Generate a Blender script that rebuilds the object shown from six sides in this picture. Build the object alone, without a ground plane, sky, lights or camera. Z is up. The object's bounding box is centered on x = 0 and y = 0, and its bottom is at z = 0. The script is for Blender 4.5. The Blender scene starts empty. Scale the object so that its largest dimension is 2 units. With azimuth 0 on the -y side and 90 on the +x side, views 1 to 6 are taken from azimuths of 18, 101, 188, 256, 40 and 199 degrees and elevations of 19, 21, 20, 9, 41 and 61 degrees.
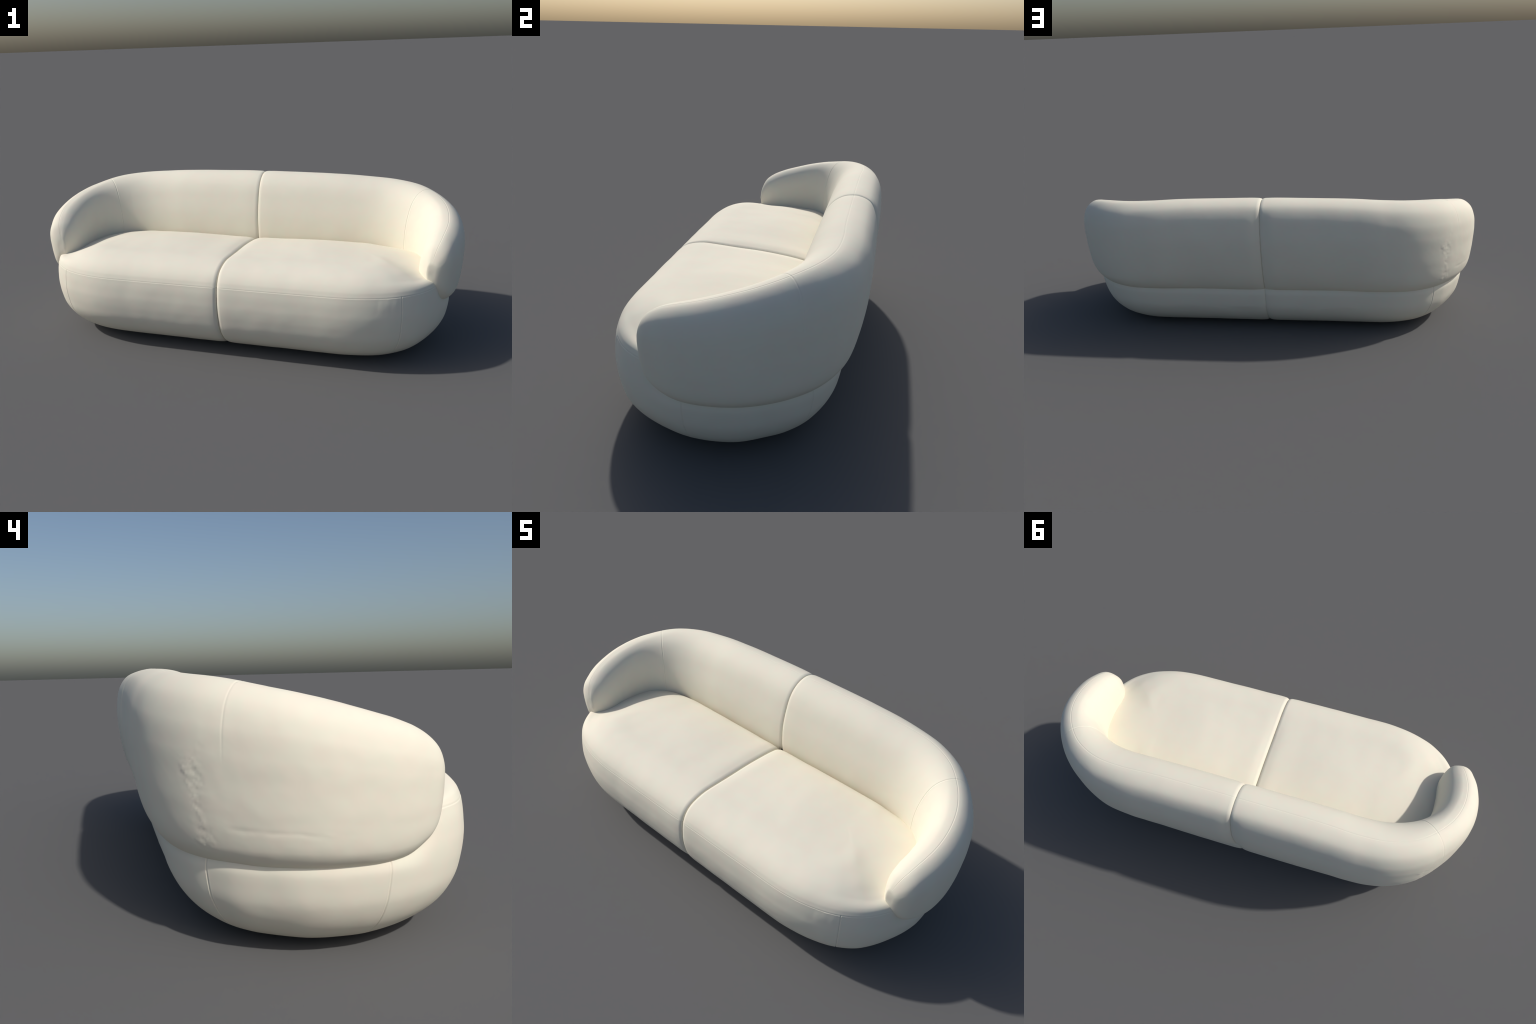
"""Cream two-seat sofa: two rounded seat blocks butted at a centre gap, wrapped by a
low curved back that runs round into sloping arms."""
import bpy, math
import numpy as np
from mathutils import Vector, noise

# ------------------------------------------------------------------ helpers
def spline(ctrl, n=40, closed=False):
    """Dense centripetal-ish Catmull-Rom through control points."""
    c = np.asarray(ctrl, float)
    if closed:
        c = np.vstack([c[-1], c, c[0], c[1]])
    else:
        c = np.vstack([2 * c[0] - c[1], c, 2 * c[-1] - c[-2]])
    out = []
    for i in range(1, len(c) - 2):
        p0, p1, p2, p3 = c[i - 1:i + 3]
        d = np.linalg.norm(p2 - p1)
        m1 = (p2 - p0) * d / (np.linalg.norm(p1 - p0) + d)
        m2 = (p3 - p1) * d / (np.linalg.norm(p3 - p2) + d)
        t = np.linspace(0, 1, n, endpoint=False)[:, None]
        h00 = 2 * t**3 - 3 * t**2 + 1; h10 = t**3 - 2 * t**2 + t
        h01 = -2 * t**3 + 3 * t**2;    h11 = t**3 - t**2
        out.append(h00 * p1 + h10 * m1 + h01 * p2 + h11 * m2)
    if not closed:
        out.append(c[-2][None])
    return np.vstack(out)

def arclen(p):
    return np.concatenate([[0], np.cumsum(np.linalg.norm(np.diff(p, axis=0), axis=1))])

def at(s, p, q):
    return np.stack([np.interp(q, s, p[:, k]) for k in range(p.shape[1])], 1)

def steps(length, base, focus=(), fine=0.0009, half=0.0063):
    """Sample positions: a base spacing, refined round the seam positions."""
    q = list(np.linspace(0, length, int(length / base) + 1))
    for f in focus:
        q = [v for v in q if abs(v - f) > half]
        q += list(np.arange(f - half, f + half + 1e-9, fine))
    q = np.array(sorted(v for v in q if 0 <= v <= length))
    if q[0] > 0: q = np.insert(q, 0, 0.0)
    if q[-1] < length: q = np.append(q, length)
    return q

def groove(dist, width=0.0019, lip=0.15):
    """Stitched seam cross-section: a narrow valley between two faint rolls."""
    a = np.abs(dist)
    return -np.exp(-(a / width)**2) + lip * np.exp(-((a - 2.3 * width) / (1.3 * width))**2)

def smooth(a, b, x):
    t = np.clip((x - a) / (b - a), 0, 1)
    return t * t * (3 - 2 * t)

def grid_normals(P):
    """Normals of a (rows, cols, 3) grid of points."""
    du = np.gradient(P, axis=0); dv = np.gradient(P, axis=1)
    n = np.cross(du, dv)
    l = np.linalg.norm(n, axis=2, keepdims=True)
    return n / np.maximum(l, 1e-12)

def fbm(p, scale, seed, octaves=3):
    v, a = 0.0, 1.0
    q = Vector((p[0] * scale + seed, p[1] * scale - seed, p[2] * scale + 2 * seed))
    for _ in range(octaves):
        v += a * noise.noise(q); q = q * 2.1; a *= 0.5
    return v

GAP_X = 0.004          # the joint between the two halves sits a touch right of the middle
GAP_R, GAP_D = 0.018, 0.013

def gap_pinch(x, r=GAP_R, depth=GAP_D):
    t = np.clip(1 - x / r, 0, 1)
    return depth * (1 - np.sqrt(np.maximum(1 - t * t, 0)))

# ------------------------------------------------------------------ materials
def fabric(name, tint):
    m = bpy.data.materials.new(name)
    m.use_nodes = True
    nt = m.node_tree; N = nt.nodes; L = nt.links
    bsdf = N["Principled BSDF"]
    tc = N.new("ShaderNodeTexCoord")
    big = N.new("ShaderNodeTexNoise"); big.inputs["Scale"].default_value = 5.0
    big.inputs["Detail"].default_value = 4.0; big.inputs["Roughness"].default_value = 0.55
    ramp = N.new("ShaderNodeValToRGB")
    ramp.color_ramp.elements[0].position = 0.32
    ramp.color_ramp.elements[1].position = 0.68
    a = [c * 0.985 for c in tint]; b = [min(1, c * 1.01) for c in tint]
    ramp.color_ramp.elements[0].color = (*a, 1)
    ramp.color_ramp.elements[1].color = (*b, 1)
    # faint warm/cool mottling of the cloth
    hue = N.new("ShaderNodeTexNoise"); hue.inputs["Scale"].default_value = 24.0
    hue.inputs["Detail"].default_value = 3.0
    hr = N.new("ShaderNodeValToRGB")
    hr.color_ramp.elements[0].position = 0.38; hr.color_ramp.elements[1].position = 0.62
    hr.color_ramp.elements[0].color = (1.008, 0.988, 0.985, 1)
    hr.color_ramp.elements[1].color = (0.985, 1.006, 0.995, 1)
    mix = N.new("ShaderNodeMix"); mix.data_type = 'RGBA'; mix.blend_type = 'MULTIPLY'
    mix.inputs["Factor"].default_value = 1.0
    L.new(tc.outputs["Object"], big.inputs["Vector"])
    L.new(tc.outputs["Object"], hue.inputs["Vector"])
    L.new(big.outputs["Fac"], ramp.inputs["Fac"])
    L.new(hue.outputs["Fac"], hr.inputs["Fac"])
    L.new(ramp.outputs["Color"], mix.inputs["A"])
    L.new(hr.outputs["Color"], mix.inputs["B"])
    L.new(mix.outputs["Result"], bsdf.inputs["Base Color"])
    bsdf.inputs["Roughness"].default_value = 0.85
    bsdf.inputs["Specular IOR Level"].default_value = 0.25
    soft = N.new("ShaderNodeTexNoise"); soft.inputs["Scale"].default_value = 26.0
    soft.inputs["Detail"].default_value = 2.0
    bump = N.new("ShaderNodeBump"); bump.inputs["Strength"].default_value = 0.04
    bump.inputs["Distance"].default_value = 0.01
    L.new(tc.outputs["Object"], soft.inputs["Vector"])
    L.new(soft.outputs["Fac"], bump.inputs["Height"])
    L.new(bump.outputs["Normal"], bsdf.inputs["Normal"])
    return m

CREAM = (0.80, 0.755, 0.635)
cloth = fabric("cream_upholstery", CREAM)

# ------------------------------------------------------------------ assembling parts
def make_part(name, P, N, quads, parent, side, stretch=1.0):
    """Build one mesh part from the shared body surface (points, normals, quads)."""
    used = np.unique(quads)
    remap = -np.ones(len(P), int); remap[used] = np.arange(len(used))
    V = P[used].copy(); NN = N[used].copy()
    V[:, 0] = V[:, 0] * side * stretch + GAP_X; NN[:, 0] *= side
    F = remap[quads]
    # wind the faces to agree with the surface normals
    fn = np.cross(V[F[:, 2]] - V[F[:, 0]], V[F[:, 3]] - V[F[:, 1]])
    if (fn * NN[F].mean(1)).sum() < 0: F = F[:, ::-1]
    faces = []
    for f in F.tolist():
        g = []
        for i in f:
            if i not in g and not any(np.abs(V[i] - V[j]).max() < 1e-6 for j in g):
                g.append(i)
        if len(g) >= 3: faces.append(g)
    me = bpy.data.meshes.new(name)
    me.from_pydata(V.tolist(), [], faces)
    me.materials.append(cloth)
    me.polygons.foreach_set("use_smooth", [True] * len(me.polygons))
    me.update()
    me.normals_split_custom_set_from_vertices(NN.tolist())
    ob = bpy.data.objects.new(name, me)
    bpy.context.scene.collection.objects.link(ob)
    ob.parent = parent
    return ob

def strip_quads(rows, cols, closed=False, flip=False):
    i = np.arange(rows - 1)[:, None]; j = np.arange(cols if closed else cols - 1)[None]
    k = (j + 1) % cols
    q = np.stack([i * cols + j, (i + 1) * cols + j, (i + 1) * cols + k, i * cols + k], -1)
    return q[..., ::-1] if flip else q

# ------------------------------------------------------------------ seat block (one half)
# plan outline at the widest level, from the gap at the front round the end to the gap at the back
PLAN = [(0, -.4475), (.20, -.4475), (.40, -.4465), (.55, -.443), (.667, -.4215), (.763, -.383), (.8495, -.3155),
        (.911, -.215), (.948, -.0995), (.950, .008), (.930, .103), (.886, .188), (.830, .264),
        (.742, .329), (.612, .368), (.42, .374), (.20, .376), (0, .376)]
# side profile: (inset from the widest outline, height)
LOWER = [(.235, .000), (.188, .006), (.137, .022), (.0905, .048), (.0485, .088), (.018, .140),
         (.0046, .195), (.000, .245), (.0018, .285), (.0048, .312), (.010, .338)]
CROWN = [(.010, .338), (.0215, .363), (.042, .388), (.070, .409), (.105, .422), (.15, .430), (.22, .430), (.6, .430)]
SEAT_SLOPE = [(-.60, .428), (-.28, .422), (-.18, .418), (-.05, .410), (.06, .399), (.125, .388), (.160, .377), (.185, .356), (.210, .320), (.26, .30), (.50, .30)]

def seat_relief(P, side):
    """Soft unevenness of the padding, and short pulls in the cloth at one front corner."""
    D = np.zeros(P.shape[:2])
    for i in range(P.shape[0]):
        for j in range(P.shape[1]):
            p = P[i, j]
            if p[2] < .004 or p[1] > .36: continue
            w = .0012 * fbm((p[0] * side, p[1], p[2]), 7.0, 3.1, 2)
            if side > 0 and .60 < p[0] < .80 and p[1] < -.3 and .20 < p[2] < .335:
                k = smooth(.62, .70, p[0]) * (1 - smooth(.75, .78, p[0])) * smooth(.25, .32, p[2])
                w += .0009 * k * fbm((p[0], 0, p[2] * .18), 48, 1.0, 2)
            D[i, j] = w
    return D

def seat_half(parent, side):
    plan = spline(PLAN); s = arclen(plan); Ls = s[-1]
    # where the upright seams of the skirt run
    def s_at(x, y): return s[np.argmin((plan[:, 0] - x)**2 + (plan[:, 1] - y)**2)]
    upright = [s_at(.772, -.38), s_at(.945, -.085), s_at(.782, .29)]
    q = steps(Ls, .0075, upright)
    near = np.arange(0, GAP_R * 1.15, .0012)
    q = np.unique(np.concatenate([near, q[(q > near[-1]) & (q < Ls - near[-1])], Ls - near]))
    O = at(s, plan, q)
    T = np.stack([np.interp(q, (s[1:] + s[:-1]) / 2, np.diff(plan[:, k]) / np.diff(s)) for k in (0, 1)], 1)
    T /= np.linalg.norm(T, axis=1, keepdims=True)
    inward = np.stack([-T[:, 1], T[:, 0]], 1)
    n = len(q)
    # crown is broader over the arms than along the front edge
    wide = 1 + 1.1 * smooth(-.46, -.20, O[:, 1]) * smooth(.45, .80, O[:, 0])
    crown = spline(CROWN); slope = spline(SEAT_SLOPE)
    rows, tag = [], []
    medial = np.stack([np.minimum(O[:, 0], .52), np.full(n, -.035)], 1)
    low = spline(LOWER); sl = arclen(low)
    lowpts = at(sl, low, steps(sl[-1], .006, [sl[-1]]))
    # underside
    base_in = O + inward * lowpts[0, 0]
    for f in (1, .6, .25):
        rows.append(np.column_stack([base_in * (1 - f) + medial * f, np.full(n, lowpts[0, 1])])); tag.append(0)
    # where the back and arms wrap it, the block draws in under them
    under = np.maximum(smooth(-.24, -.11, O[:, 1]) * smooth(.5, .8, O[:, 0]), smooth(.15, .30, O[:, 1]))
    for d, z in lowpts:
        dd = d + .034 * under * smooth(.215, .32, z)
        rows.append(np.column_stack([O + inward * dd[:, None], np.full(n, z)])); tag.append(0)
    seam_row = len(rows) - 1
    # crown, by true inset
    edge = .115
    for d in np.concatenate([np.arange(.0109, .0185, .0009), np.arange(.020, edge, .004)]):
        xy = O + inward * (d + .034 * under * (1 - smooth(.02, .115, d)))[:, None]
        de = .010 + (d - .010) / (1 + (wide - 1) * smooth(.01, .06, d))
        z = np.interp(de, crown[:, 0], crown[:, 1])
        z += (np.interp(xy[:, 1], slope[:, 0], slope[:, 1]) - .430) * smooth(.010, .09, d)
        rows.append(np.column_stack([xy, z])); tag.append(1)
    last = O + inward * edge
    dist = np.linalg.norm(last - medial, axis=1)
    for f in np.linspace(0, 1, 34):
        xy = last * (1 - f) + medial * f
        d = edge + f * dist
        de = .010 + (d - .010) / wide
        z = .430 - (.430 - np.interp(de, crown[:, 0], crown[:, 1])) * (1 - f * f)
        z += np.interp(xy[:, 1], slope[:, 0], slope[:, 1]) - .430
        rows.append(np.column_stack([xy, z])); tag.append(1)
    P = np.array(rows); tag = np.array(tag); R = len(P)
    G = grid_normals(P)
    if G[seam_row, n // 2, 0] < 0: G = -G
    G[P[..., 2] < .001] = (0, 0, -1)
    G[-1] = G[-2]; G[G[..., 2].__lt__(0) & (tag == 1)[:, None]] = (0, 0, 1)
    G[-2:] = (0, 0, 1)
    # relief: pinch at the gap, seam round the block, upright seams, soft unevenness
    D = np.zeros((R, n))
    Gp = G.copy(); Gp[..., 0] *= smooth(0, .06, P[..., 0])
    D -= gap_pinch(P[..., 0]) * (1 - .6 * smooth(.2, .3, P[..., 1]))
    # each pad is plump in the middle and rolls down towards the joint
    topside = smooth(.34, .40, P[..., 2]) * smooth(.3, .9, G[..., 2])
    D += .015 * topside * np.exp(-((P[..., 0] - .36) / .22)**2 - ((P[..., 1] + .03) / .20)**2)
    # the pads sink a little beside the arms
    ease = smooth(.56, .84, P[..., 0]) * smooth(-.40, -.14, P[..., 1]) * (1 - .8 * smooth(.0, .16, P[..., 1]))
    D -= (.009 if side > 0 else .021) * ease * topside
    D -= .007 * np.exp(-(P[..., 0] / .032)**2) * topside * smooth(-.42, -.1, P[..., 1])
    D -= .003 * np.exp(-(P[..., 0] / .025)**2) * (1 - topside)
    v = np.concatenate([[0], np.cumsum(np.linalg.norm(np.diff(P[:, n // 3], axis=0), axis=1))])
    D += .0009 * groove(v - v[seam_row])[:, None] * smooth(.004, .03, P[..., 0])
    skirt = (tag == 0)[:, None] * (P[..., 2] > .012)
    for u in upright:
        D += .0016 * groove(q - u)[None] * skirt * (.4 + .6 * smooth(.02, .07, P[..., 2]))
    D += seat_relief(P, side)
    P = P + Gp * D[..., None]
    N = grid_normals(P)
    if N[seam_row, n // 2, 0] < 0: N = -N
    N[:5][P[:5, :, 2] < .002] = (0, 0, -1)
    # the two sides of the middle line share one normal
    back_of = np.array([np.argmin(np.abs(O[:, 0] - O[k, 0]) + 9 * (np.sign(O[:, 1]) == np.sign(O[k, 1]))) for k in range(n)])
    N[-1] = N[-2] + N[-2][back_of]
    N[-1] /= np.linalg.norm(N[-1], axis=1, keepdims=True)
    P[:, 0, 0] -= .0006; P[:, -1, 0] -= .0006
    quads = strip_quads(R, n, flip=True)
    FP, FN = P.reshape(-1, 3), N.reshape(-1, 3)
    lowq = quads[:seam_row].reshape(-1, 4); topq = quads[seam_row:].reshape(-1, 4)
    # close each part at the gap with a strip between front and back edges
    def cap(r0, r1):
        r = np.arange(r0, r1)
        return np.stack([r * n, r * n + n - 1, (r + 1) * n + n - 1, (r + 1) * n], 1)
    stretch = .995 if side > 0 else 1.005     # the joint is off-centre, the two blocks differ a little
    make_part("seat_base", FP, FN, np.vstack([lowq, cap(0, seam_row)]), parent, side, stretch)
    make_part("seat_cushion", FP, FN, np.vstack([topq, cap(seam_row, R - 1)]), parent, side, stretch)

# ------------------------------------------------------------------ back and arm (one half)
SPINE = [(0, .312), (.20, .312), (.40, .312), (.53, .313), (.644, .299), (.7425, .255), (.815, .188),
         (.866, .1085), (.892, .024), (.898, -.065), (.884, -.152), (.860, -.237)]
# cross-sections as (distance in from the outer face, height)
SEC_BACK = [(.175, .215), (.120, .226), (.078, .248), (.044, .310), (.022, .395), (.0100, .490), (.0115, .558),
            (.022, .617), (.049, .661), (.096, .681), (.1445, .6785), (.1847, .660), (.215, .629),
            (.238, .580), (.261, .490), (.264, .395), (.252, .310), (.222, .235)]
SEC_ARM = [(.110, .215), (.070, .218), (.038, .233), (.0125, .270), (-.001, .345), (-.0064, .420), (-.0077, .465),
           (-.003, .518), (.0157, .567), (.0515, .597), (.0905, .599), (.122, .583), (.1445, .556),
           (.1625, .513), (.176, .450), (.180, .375), (.172, .295), (.145, .228)]
ARM_TOP, ARM_BOT = .588, .215
# crest and underside of the arm against distance from its front tip
TIP_TOP = [(0, .398), (.004, .430), (.016, .465), (.036, .4976), (.062, .519), (.105, .5415), (.20, .5745),
           (.31, .607), (.42, .6326), (.52, .6515), (.62, .661), (.76, .669), (.90, .676), (1.3, .683)]
TIP_BOT = [(0, .398), (.004, .370), (.018, .326), (.045, .281), (.085, .249), (.135, .233), (.20, .2275), (1.3, .215)]
# plan line of the inside face just above the seat
INNER = [(0, .172), (.20, .171), (.40, .170), (.56, .168), (.665, .152), (.737, .122), (.788, .075),
         (.810, .010), (.812, -.070), (.809, -.140), (.821, -.205), (.848, -.258)]
# distance from the spine to the outer face, against distance from the tip
OUTSIDE = [(0, .064), (.06, .072), (.14, .085), (.28, .098), (.50, .104), (.70, .121), (.85, .138), (1.0, .144), (1.4, .1425)]
CREST = 10              # control point the crest seam passes near

def back_relief(P, side, outerface):
    """Soft unevenness, plus crumpled cloth on the outside of one arm: a ragged upright crease
    near the rear corner and a faint level crease low on the arm."""
    D = np.zeros(P.shape[:2])
    for i in range(P.shape[0]):
        for j in range(P.shape[1]):
            p = P[i, j]
            w = .0006 * fbm((p[0] * side, p[1], p[2]), 6.5, 7.7, 2)
            if side < 0 and outerface[j] and p[0] > .6:
                x, y, z = p
                jag = .020 * fbm(p, 14, 4.2, 3)
                du = (y - (.300 + .16 * (z - .26))) + jag
                up = math.exp(-(du / .014)**2) * float(smooth(.26, .29, z) * (1 - smooth(.44, .52, z)))
                dz = z - (.322 + .05 * max(0, y - .1)) + .4 * jag
                lv = math.exp(-(dz / .005)**2) * float(smooth(.00, .06, y) * (1 - smooth(.24, .28, y)))
                w += .0019 * up * fbm(p, 46, 9.0, 3) - .0006 * lv * (1 + 1.5 * fbm(p, 20, 6.0, 2))
                w += .0006 * float(x > .85) * fbm(p, 15, 5.0, 2)
            D[i, j] = w
    return D

def back_half(parent, side):
    sp = spline(SPINE); s = arclen(sp); Ls = s[-1]
    s_seam = s[np.argmin((sp[:, 0] - .800)**2 + (sp[:, 1] - .195)**2)]
    near = np.arange(0, GAP_R * 1.15, .0012)
    q = steps(Ls - .05, .0048, [s_seam])
    q = np.unique(np.concatenate([near, q[q > near[-1]], Ls - .05 * np.cos(np.linspace(0, math.pi / 2, 22))[0:] ]))
    q = np.sort(q); q[-1] = Ls
    C = at(s, sp, q)
    T = np.stack([np.interp(q, (s[1:] + s[:-1]) / 2, np.diff(sp[:, k]) / np.diff(s)) for k in (0, 1)], 1)
    T /= np.linalg.norm(T, axis=1, keepdims=True)
    outward = np.stack([-T[:, 1], T[:, 0]], 1)
    a = spline(SEC_BACK, 30, True); b = spline(SEC_ARM, 30, True)
    # resample both loops with common parameters, refined at the crest seam
    m = len(a); lp = arclen(np.vstack([a, a[:1]]))
    s_crest = lp[9 * 30 + 12]
    v = steps(lp[-1], .0048, [s_crest])[:-1]
    idx = np.interp(v, lp, np.arange(m + 1))
    A = at(np.arange(m + 1), np.vstack([a, a[:1]]), idx)
    B = at(np.arange(m + 1), np.vstack([b, b[:1]]), idx)
    tip = Ls - q
    blend = smooth(.50, 1.02, tip)             # 0 on the arm, 1 on the back
    top = spline(TIP_TOP); bot = spline(TIP_BOT)
    zt = np.interp(tip, top[:, 0], top[:, 1]); zb = np.interp(tip, bot[:, 0], bot[:, 1])
    rnd = np.where(tip < .068, np.sqrt(np.maximum(1 - (1 - tip / .068)**2, 0)), 1.0)
    outs = spline(OUTSIDE); inn = spline(INNER)
    hout = np.interp(tip, outs[:, 0], outs[:, 1])
    rows = []
    for k in range(len(q)):
        # where the section plane meets the inside line
        rel = inn - C[k]
        along = rel @ T[k]
        hit = np.flatnonzero((along[:-1] <= 0) & (along[1:] > 0))
        e = hit[0] if len(hit) else len(inn) - 2
        f = along[e] / (along[e] - along[e + 1])
        hin = -float((rel[e] + f * (rel[e + 1] - rel[e])) @ outward[k])
        w = blend[k]
        S = A * w + B * (1 - w)
        half = (.283 * w + .190 * (1 - w)) / 2
        lo, hi = S[:, 1].min(), S[:, 1].max()
        zz = zb[k] + (S[:, 1] - lo) / (hi - lo) * (zt[k] - zb[k])
        off = half - S[:, 0]                   # + is towards the outer face
        off = np.where(off > 0, off * hout[k] / half, off * hin / half) * rnd[k]
        xy = C[k] + outward[k] * off[:, None]
        rows.append(np.column_stack([xy, zz]))
    P = np.array(rows); R, M = P.shape[:2]
    def normals(P):
        E = np.concatenate([P[:, -1:], P, P[:, :1]], 1)
        return grid_normals(E)[:, 1:-1]
    G = normals(P)
    k0 = R // 3; j0 = np.argmin(A[:, 0])
    flip = (G[k0, j0, :2] @ outward[k0]) < 0
    if flip: G = -G
    G[-1] = (0, -1, 0)
    D = np.zeros((R, M))
    Gp = G.copy(); Gp[..., 0] *= smooth(0, .06, P[..., 0])
    D -= gap_pinch(P[..., 0], depth=.008) + np.exp(-(P[..., 0] / .035)**2) * (.002 + .007 * smooth(.34, .42, P[..., 1]) * (1 - smooth(.58, .66, P[..., 2])))
    visible = P[..., 2] > .24
    fade = np.where(A[:, 0] < .10, .4 * smooth(.50, .64, A[:, 1]), 1.0)
    D += .0011 * groove(q - s_seam)[:, None] * visible * fade[None]
    D += .0006 * groove(v - s_crest)[None] * smooth(.0, .02, tip)[:, None]
    outerface = (A[:, 0] < .14)
    D += back_relief(P, side, outerface)
    D[-1] = D[-1].mean()
    P = P + Gp * D[..., None]
    N = normals(P)
    if flip: N = -N
    N[-1] = (0, -1, 0); N[-2] = N[-2] * .5 + N[-1] * .5
    N /= np.linalg.norm(N, axis=2, keepdims=True)
    P[0, :, 0] -= .0006
    quads = strip_quads(R, M, closed=True, flip=not flip)
    FP, FN = P.reshape(-1, 3), N.reshape(-1, 3)
    ks = int(np.argmin(np.abs(q - s_seam)))
    half = M // 2
    j = np.arange(half - 1)
    cap = np.stack([j, j + 1, M - 2 - j, M - 1 - j], 1)
    stretch = .997 if side > 0 else 1.004
    make_part("backrest", FP, FN, np.vstack([quads[:ks].reshape(-1, 4), cap]), parent, side, stretch)
    make_part("armrest", FP, FN, quads[ks:].reshape(-1, 4), parent, side, stretch)

# ------------------------------------------------------------------ build
sofa = bpy.data.objects.new("sofa", None)
bpy.context.scene.collection.objects.link(sofa)
sofa["label"] = "cream upholstered two-seat sofa with rounded wraparound back and arms"
sofa["category"] = "sofa"
for side in (1, -1):
    seat_half(sofa, side)
    back_half(sofa, side)
